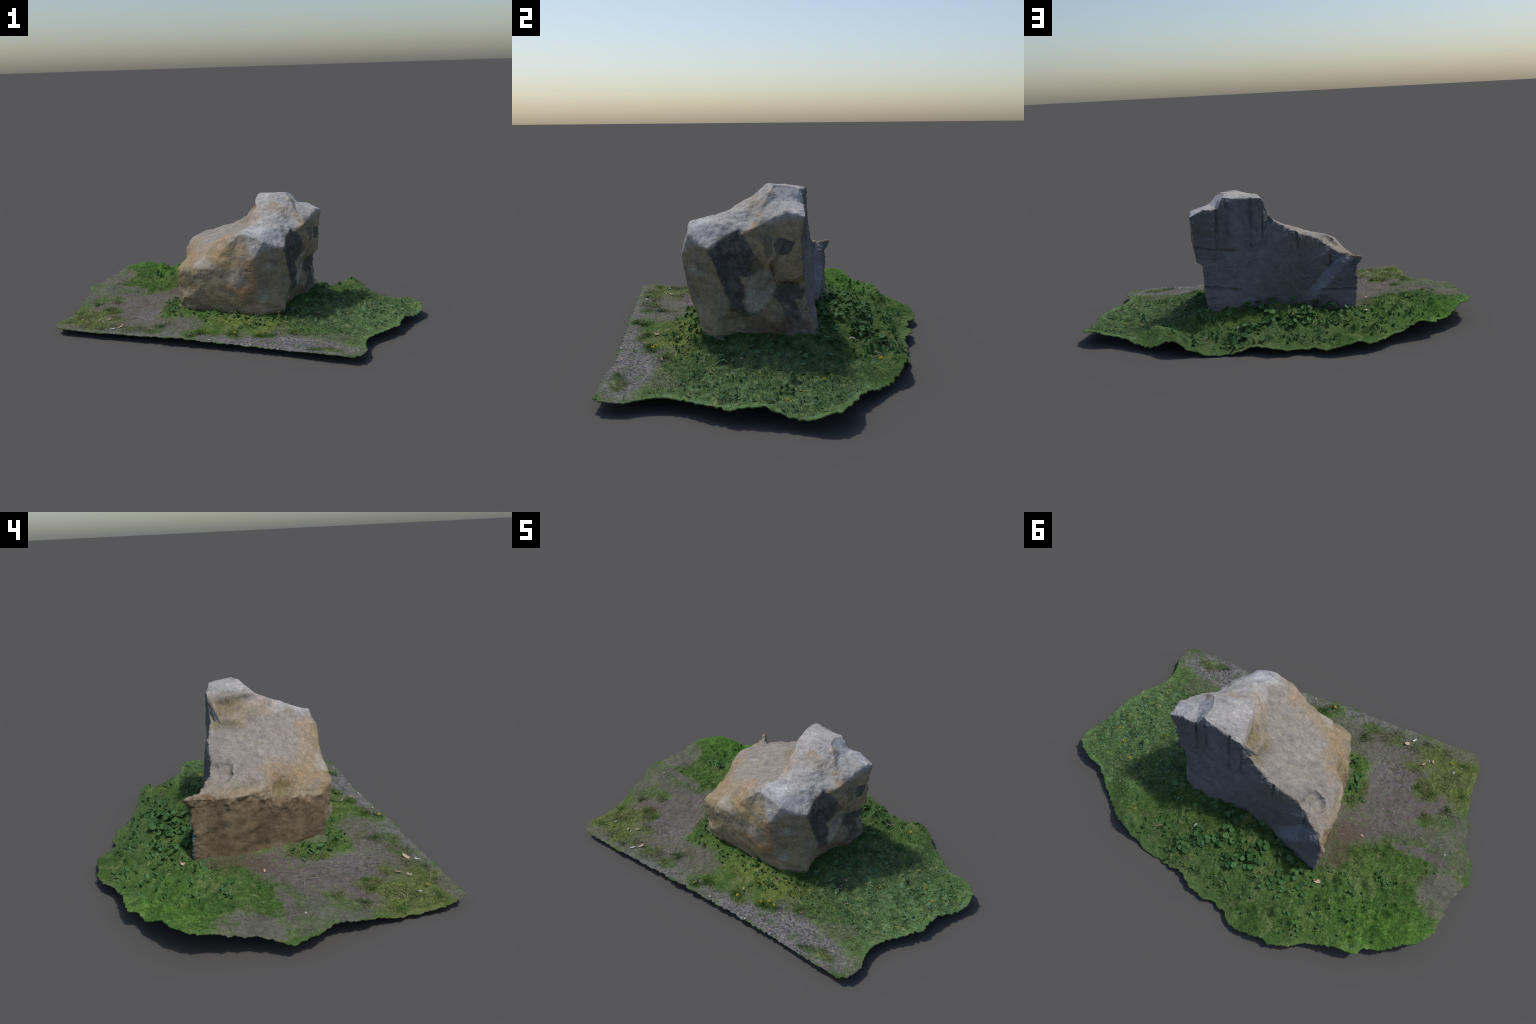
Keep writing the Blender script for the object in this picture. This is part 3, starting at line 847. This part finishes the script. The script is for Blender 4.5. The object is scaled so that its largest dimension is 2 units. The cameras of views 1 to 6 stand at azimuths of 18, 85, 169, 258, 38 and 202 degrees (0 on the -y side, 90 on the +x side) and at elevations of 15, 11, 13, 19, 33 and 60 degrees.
def off_rock(x, y):
    """True outside the boulder's footprint at the ground."""
    foot = np.array([(.38, .13), (.36, .0), (.30, -.17), (.30, -.25), (.2, -.30), (.085, -.305), (-.026, -.29), (-.15, -.28), (-.27, -.275),
                     (-.335, -.1), (-.345, .14), (-.34, .285), (-.27, .265), (-.1, .2), (.05, .16), (.25, .16)])
    q = np.roll(foot, -1, axis=0)
    c = np.zeros(len(x), bool)
    for a, b in zip(foot, q):
        c ^= ((a[1] > y) != (b[1] > y)) & (x < (b[0] - a[0]) * (y - a[1]) / (b[1] - a[1] + 1e-12) + a[0])
    return ~c


def sample(n, box, want=None):
    """Random ground points in a box, inside the rim and off the stone."""
    x = rng.uniform(box[0], box[1], n)
    y = rng.uniform(box[2], box[3], n)
    ok = inside_rim(x, y) & off_rock(x, y)
    if want is not None:
        ok &= rng.uniform(size=n) < want(x, y)
    x, y = x[ok], y[ok]
    return np.stack([x, y, turf_height(x, y) + SHIFT], 1)


root = bpy.data.objects.new("boulder_on_turf", None)
bpy.context.scene.collection.objects.link(root)
root["label"] = "split sandstone boulder with drill grooves on ragged grassy turf"
root["category"] = "boulder"

boulder = build_boulder(root)
turf, SHIFT = build_turf(root)

green_a = blade_material("grass_blade_green", (.060, .150, .022), (.10, .20, .035), (.23, .28, .09))
green_n = blade_material("grass_blade_deep", (.045, .120, .022), (.075, .160, .035), (.15, .22, .08))
straw = blade_material("grass_blade_olive", (.18, .20, .075), (.25, .25, .11), (.38, .34, .21))
leaf_g = blade_material("herb_leaf_green", (.070, .180, .050), (.105, .225, .080), (.16, .29, .13), .35)
leaf_b = blade_material("meadow_leaf_bluegreen", (.10, .22, .105), (.15, .275, .150), (.22, .34, .20), .35)
meadow = blade_material("meadow_blade_pale", (.12, .225, .080), (.18, .285, .13), (.42, .45, .24))


def grassy(x, y):
    return (1 - soil_amount(x, y)) ** 1.5


def north(x, y):
    return grassy(x, y) * (y > .12)


scatter_blades("grass", sample(16000, (-1, 1, -.66, .2), lambda x, y: grassy(x, y) * np.where(x > .35, .35, .75)), green_a, turf, (.010, .026), .075, (.6, 1.1, 1.5))
scatter_blades("meadow_grass", sample(9000, (.30, 1, -.60, .22), lambda x, y: grassy(x, y) * .9), meadow, turf, (.012, .034), .07, (.6, 1.1, 1.5))
scatter_blades("stray_grass", sample(5000, (-.9, -.3, -.62, .2), lambda x, y: .5 * (perlin(np.stack([x * 14, y * 14, x * 0], 1)) > .12)), straw, turf, (.010, .026), .07, (.6, 1.1, 1.5))
scatter_blades("grass", sample(12000, (-.95, .95, .05, .66), lambda x, y: grassy(x, y) * .75), green_n, turf, (.010, .026), .075, (.6, 1.1, 1.5))
scatter_blades("dry_grass", sample(5000, (-.95, .85, -.66, -.3), lambda x, y: .12 + .5 * grassy(x, y) * (x < -.4) + .2 * (y < -.4)), straw, turf, (.012, .030), .06, (.8, 1.3, 1.7))

# tufts on and beside the path
tuft_spots = [(.25, -.515), (.15, -.56), (-.09, -.595), (.11, -.53), (-.33, -.57), (-.45, -.59), (-.60, -.59), (-.70, -.57), (-.66, -.36), (-.70, -.33), (-.60, -.42),
              (-.74, -.44), (-.30, -.50), (-.26, -.44), (-.72, -.20), (-.80, -.26), (.62, -.58), (.55, -.605), (.40, -.44), (.66, -.60), (-.55, -.54), (-.81, -.55),
              (-.40, -.54), (.30, -.50), (-.05, -.56), (-.38, -.20), (-.36, -.12), (-.33, -.31), (-.39, -.25), (-.70, -.30), (-.64, -.34), (-.76, -.40), (-.82, -.43), (-.84, -.38), (-.78, -.47)]


def tuft_mesh(name, mat, n, spread, lens):
    pts = [(random.gauss(0, spread), random.gauss(0, spread), 0) for _ in range(n)]
    ob = scatter_blades(name, pts, mat, None, lens, .06, (.8, 1.3, 1.8))
    me = ob.data
    bpy.data.objects.remove(ob)
    return me


tufts = [tuft_mesh("grass_tuft", green_a, 80, .014, (.02, .045)), tuft_mesh("grass_tuft", straw, 70, .018, (.02, .045)), tuft_mesh("grass_tuft", green_n, 90, .016, (.015, .035))]
tx = np.array(tuft_spots)
tz = turf_height(tx[:, 0], tx[:, 1]) + SHIFT
for i, (x, y) in enumerate(tuft_spots):
    place("grass_tuft", tufts[1 if (x < -.3 and i % 3) else i % 3], turf, (x, y, tz[i] - .002), random.uniform(.7, 1.15), (0, 0, random.uniform(0, 6.28)))

# herb leaves: round lobed ones behind the stone, narrow ones elsewhere
lob = [leaf_mesh("leaf", leaf_g, True, c) for c in (.25, .5)]
nar = [leaf_mesh("leaf", leaf_g, False, .5), leaf_mesh("leaf", leaf_b, False, .3)]
# clumps: centre, number of leaves, spread, dome height, kinds, leaf size
CLUMPS = []


def clumps(n, box, count, spread, dome, kinds, size):
    for x, y, z in sample(n * 8, box)[:n]:
        CLUMPS.append((x, y, count, spread, dome, kinds, size))


clumps(11, (-.12, .30, .19, .44), 13, .026, .030, lob, (.018, .034))
clumps(5, (-.34, -.02, .26, .42), 9, .022, .022, lob, (.015, .028))
clumps(3, (.38, .47, .08, .26), 8, .020, .022, lob, (.016, .028))
clumps(6, (.34, .52, -.24, .10), 9, .026, .018, nar, (.018, .034))
clumps(8, (.48, .90, -.34, .16), 6, .035, .008, nar[1:], (.016, .028))
for x, y in ((-.03, .185), (.06, .195), (.13, .185), (.21, .185), (.28, .19), (-.16, .255), (-.22, .275), (.43, -.02), (.40, -.13)):
    CLUMPS.append((x, y, 9, .022, .045, lob, (.018, .034)))
for x, y in ((-.36, -.20), (-.385, -.14), (-.345, -.26), (-.30, -.32)):
    CLUMPS.append((x, y, 9, .020, .022, nar[:1], (.018, .032)))
for x, y in ((-.12, -.315), (.02, -.335), (.09, -.33), (.24, -.325), (.31, -.29), (.17, -.43)):
    CLUMPS.append((x, y, 7, .022, .020, nar[:1], (.016, .032)))
singles, extra = [], []
for cx, cy, n, sp, dome, kinds, sz in CLUMPS:
    px = np.clip(cx + rng.normal(0, sp, n), -.9, .9)
    py = cy + rng.normal(0, sp, n)
    pz = turf_height(px, py) + SHIFT
    for x, y, z in zip(px, py, pz):
        d = math.hypot(x - cx, y - cy) / (2 * sp)
        lift = dome * max(0, 1 - d * d) * random.uniform(.3, 1) + .004
        out = math.atan2(y - cy, x - cx)
        singles.append((random.choice(kinds), (x, y, z + lift), random.uniform(*sz), (random.gauss(0, .35), random.uniform(.1, .9) * min(1, d + .3), out + random.gauss(0, .5))))
singles.sort(key=lambda q: -q[2])
for me, loc, size, rot in singles[:300]:
    place("leaf", me, turf, loc, size, rot)


def joined_leaves(name, spots, me, mat, size, lean):
    pv = np.array([tuple(q.co) for q in me.vertices])
    pv = pv + np.array([.5, 0, 0])
    V, F = [], []
    for k, (x, y, z) in enumerate(spots):
        sc = random.uniform(*size)
        R = Matrix.Rotation(random.uniform(0, 6.28), 3, 'Z') @ Matrix.Rotation(-random.uniform(*lean), 3, 'Y') @ Matrix.Rotation(random.gauss(0, .3), 3, 'X')
        V.append(pv * sc @ np.array(R).T + np.array([x, y, z - .003]))
        F += [tuple(i + k * len(pv) for i in q.vertices) for q in me.polygons]
    ob = mesh_object(name, np.concatenate(V), F, mat, turf)
    ob["kind"] = "stuff"


def leafy(x, y):
    return grassy(x, y) * (perlin(np.stack([x * 13, y * 13, x * 0 + 4], 1)) > .0) * .9


joined_leaves("herb_leaves", sample(1500, (-.70, .60, .17, .60), leafy)[:420], nar[0], leaf_g, (.014, .030), (.3, 1.35))
joined_leaves("meadow_leaves", sample(1500, (.36, .95, -.40, .24), leafy)[:380], nar[1], leaf_b, (.012, .024), (.1, .9))
joined_leaves("herb_leaves", sample(500, (-.35, .42, -.42, -.26), grassy)[:130], nar[0], leaf_g, (.012, .026), (.2, 1.2))
# dandelion heads
yellow = plain_material("dandelion_yellow", (.60, .42, .02), (.72, .55, .05), 200)
pet_v, pet_f = [], []
for k in range(26):
    ring = k % 2
    a = k * 2.399
    r, z = (1.0, .25) if ring else (.62, .45)
    for (px, py, pz) in ((0, -.10, .1), (r * .7, -.16, z), (r, 0, z * .9), (r * .7, .16, z), (0, .10, .1), (r * .6, 0, z - .16)):
        pet_v.append((px * math.cos(a) - py * math.sin(a), px * math.sin(a) + py * math.cos(a), pz))
    o = 6 * k
    pet_f += [(o, o + 1, o + 2, o + 3, o + 4), (o + 5, o + 1, o), (o + 5, o + 2, o + 1), (o + 5, o + 3, o + 2), (o + 5, o + 4, o + 3), (o + 5, o, o + 4)]
fl = mesh_object("dandelion_flower", pet_v, pet_f, yellow, None)
fl_me = fl.data
bpy.data.objects.remove(fl)
for x, y, up in ((.267, -.492, .010), (.132, -.554, .018), (-.093, -.605, .008), (.552, .336, .004), (.303, -.339, .001), (.24, -.515, .012), (.30, -.50, .012), (-.745, -.53, .008),
                 (.80, .02, .006), (.72, .10, .006), (.86, -.04, .005), (.62, -.10, .005)):
    z = turf_height(np.array([x]), np.array([y]))[0] + SHIFT
    place("dandelion_flower", fl_me, turf, (x, y, z + up), random.uniform(.006, .009), (random.gauss(0, .3), random.gauss(0, .3), random.uniform(0, 6)))

# pebbles
def pebble_mesh(name, mat, sub=1):
    import bmesh
    bm = bmesh.new()
    bmesh.ops.create_icosphere(bm, subdivisions=sub + 1, radius=1)
    for q in bm.verts:
        q.co *= 1 + random.uniform(-.16, .16)
        q.co.z *= .65
    me = bpy.data.meshes.new(name)
    bm.to_mesh(me)
    bm.free()
    me.materials.append(mat)
    return me


peb_mat = plain_material("gravel_grey", (.11, .105, .115), (.30, .29, .30), 35)
P = sample(9000, (-.85, .8, -.66, .1), lambda x, y: soil_amount(x, y) * (.15 + .6 * (y < -.5) * (x > -.1)))
pm = pebble_mesh("gravel", peb_mat, 0)
pv = np.array([tuple(q.co) for q in pm.vertices])
pf = np.array([tuple(q.vertices) for q in pm.polygons])
V, F = [], []
for k, (x, y, z) in enumerate(P[:2200]):
    s = random.choice((.0016, .002, .0025, .003, .004))
    a = random.uniform(0, 6.28)
    r = np.array([[math.cos(a), -math.sin(a), 0], [math.sin(a), math.cos(a), 0], [0, 0, 1]])
    V.append((pv * s * np.array([1, random.uniform(.6, 1), 1])) @ r.T + np.array([x, y, z]))
    F.append(pf + len(pv) * k)
gr = mesh_object("gravel", np.concatenate(V), np.concatenate(F), peb_mat, turf, False)
gr["kind"] = "stuff"
bpy.data.meshes.remove(pm)

pale = plain_material("pale_stone", (.30, .29, .28), (.44, .43, .42), 50)
pink = plain_material("pinkish_stone", (.26, .17, .15), (.34, .23, .20), 50)
stones = [pebble_mesh("stone", pale), pebble_mesh("stone", pink)]
for x, y, k, s in ((.471, -.197, 1, .011), (.475, -.165, 1, .010), (.258, .292, 0, .012), (-.77, -.489, 0, .009), (.22, -.632, 0, .006), (.235, -.628, 0, .006), (.38, -.632, 0, .006),
                   (.02, -.62, 0, .007), (-.856, -.03, 0, .006), (-.80, -.53, 0, .005), (-.64, -.50, 0, .006)):
    z = turf_height(np.array([x]), np.array([y]))[0] + SHIFT
    place("stone", stones[k], turf, (x, y, z + s * .3), (s, s * .8, s * .8), (0, 0, random.uniform(0, 6)))

# dead leaves, a scrap of white litter, dry twigs
dry = plain_material("dead_leaf_tan", (.40, .27, .19), (.50, .37, .27), 60)
dead = leaf_mesh("dead_leaf", dry, False, .6)
for x, y, s, r in ((-.504, -.551, .035, .8), (.045, -.318, .045, -.5), (-.369, .329, .035, .3), (.12, -.50, .03, 2), (-.474, .023, .018, 0), (.36, -.615, .018, .2), (.42, -.46, .02, .4),
                   (-.62, -.47, .025, 1), (-.66, -.50, .02, 2), (.55, -.28, .02, 1)):
    z = turf_height(np.array([x]), np.array([y]))[0] + SHIFT
    place("dead_leaf", dead, turf, (x, y, z + .006), s, (random.gauss(0, .25), random.gauss(0, .25), r))
white = plain_material("white_paper", (.70, .70, .72), (.78, .78, .80), 20)
z = turf_height(np.array([-.535]), np.array([-.588]))[0] + SHIFT
lit = mesh_object("paper_scrap", np.array([(x * .011, y * .0035, k * .003 + .002 * x * x) for k in (0, 1) for x in (-1, 0, 1) for y in (-1, 1)]),
                  [(0, 1, 3, 2), (2, 3, 5, 4), (6, 8, 9, 7), (8, 10, 11, 9), (0, 2, 8, 6), (2, 4, 10, 8), (1, 7, 9, 3), (3, 9, 11, 5), (0, 6, 7, 1), (4, 5, 11, 10)], white, turf, False)
lit.location = (-.535, -.588, z + .002)
lit.rotation_euler = (0, 0, .9)

wood = plain_material("dry_twig", (.28, .23, .17), (.38, .33, .25), 40)
for x, y, a, L in ((.66, .238, 2.2, .05), (.42, .36, .3, .045), (.50, .33, 1.9, .05), (-.60, -.10, 2.5, .06), (-.57, -.14, 1.2, .05), (-.48, -.22, .4, .04), (.33, -.35, 2.3, .06)):
    V, F = [], []
    zz = turf_height(np.array([x]), np.array([y]))[0] + SHIFT + .004
    for k in range(6):
        t = k / 5 - .5
        for j in range(5):
            q = 2 * math.pi * j / 5
            rad = .0014 * (1 - .5 * abs(t))
            V.append((t * L, rad * math.cos(q) + .006 * math.sin(t * 5), rad * math.sin(q) + .004 * t))
    for k in range(5):
        for j in range(5):
            F.append((5 * k + j, 5 * k + 5 + j, 5 * k + 5 + (j + 1) % 5, 5 * k + (j + 1) % 5))
    F += [tuple(range(5)), tuple(range(29, 24, -1))]
    tw = mesh_object("twig", V, F, wood, turf)
    tw.location = (x, y, zz)
    tw.rotation_euler = (0, .1, a)
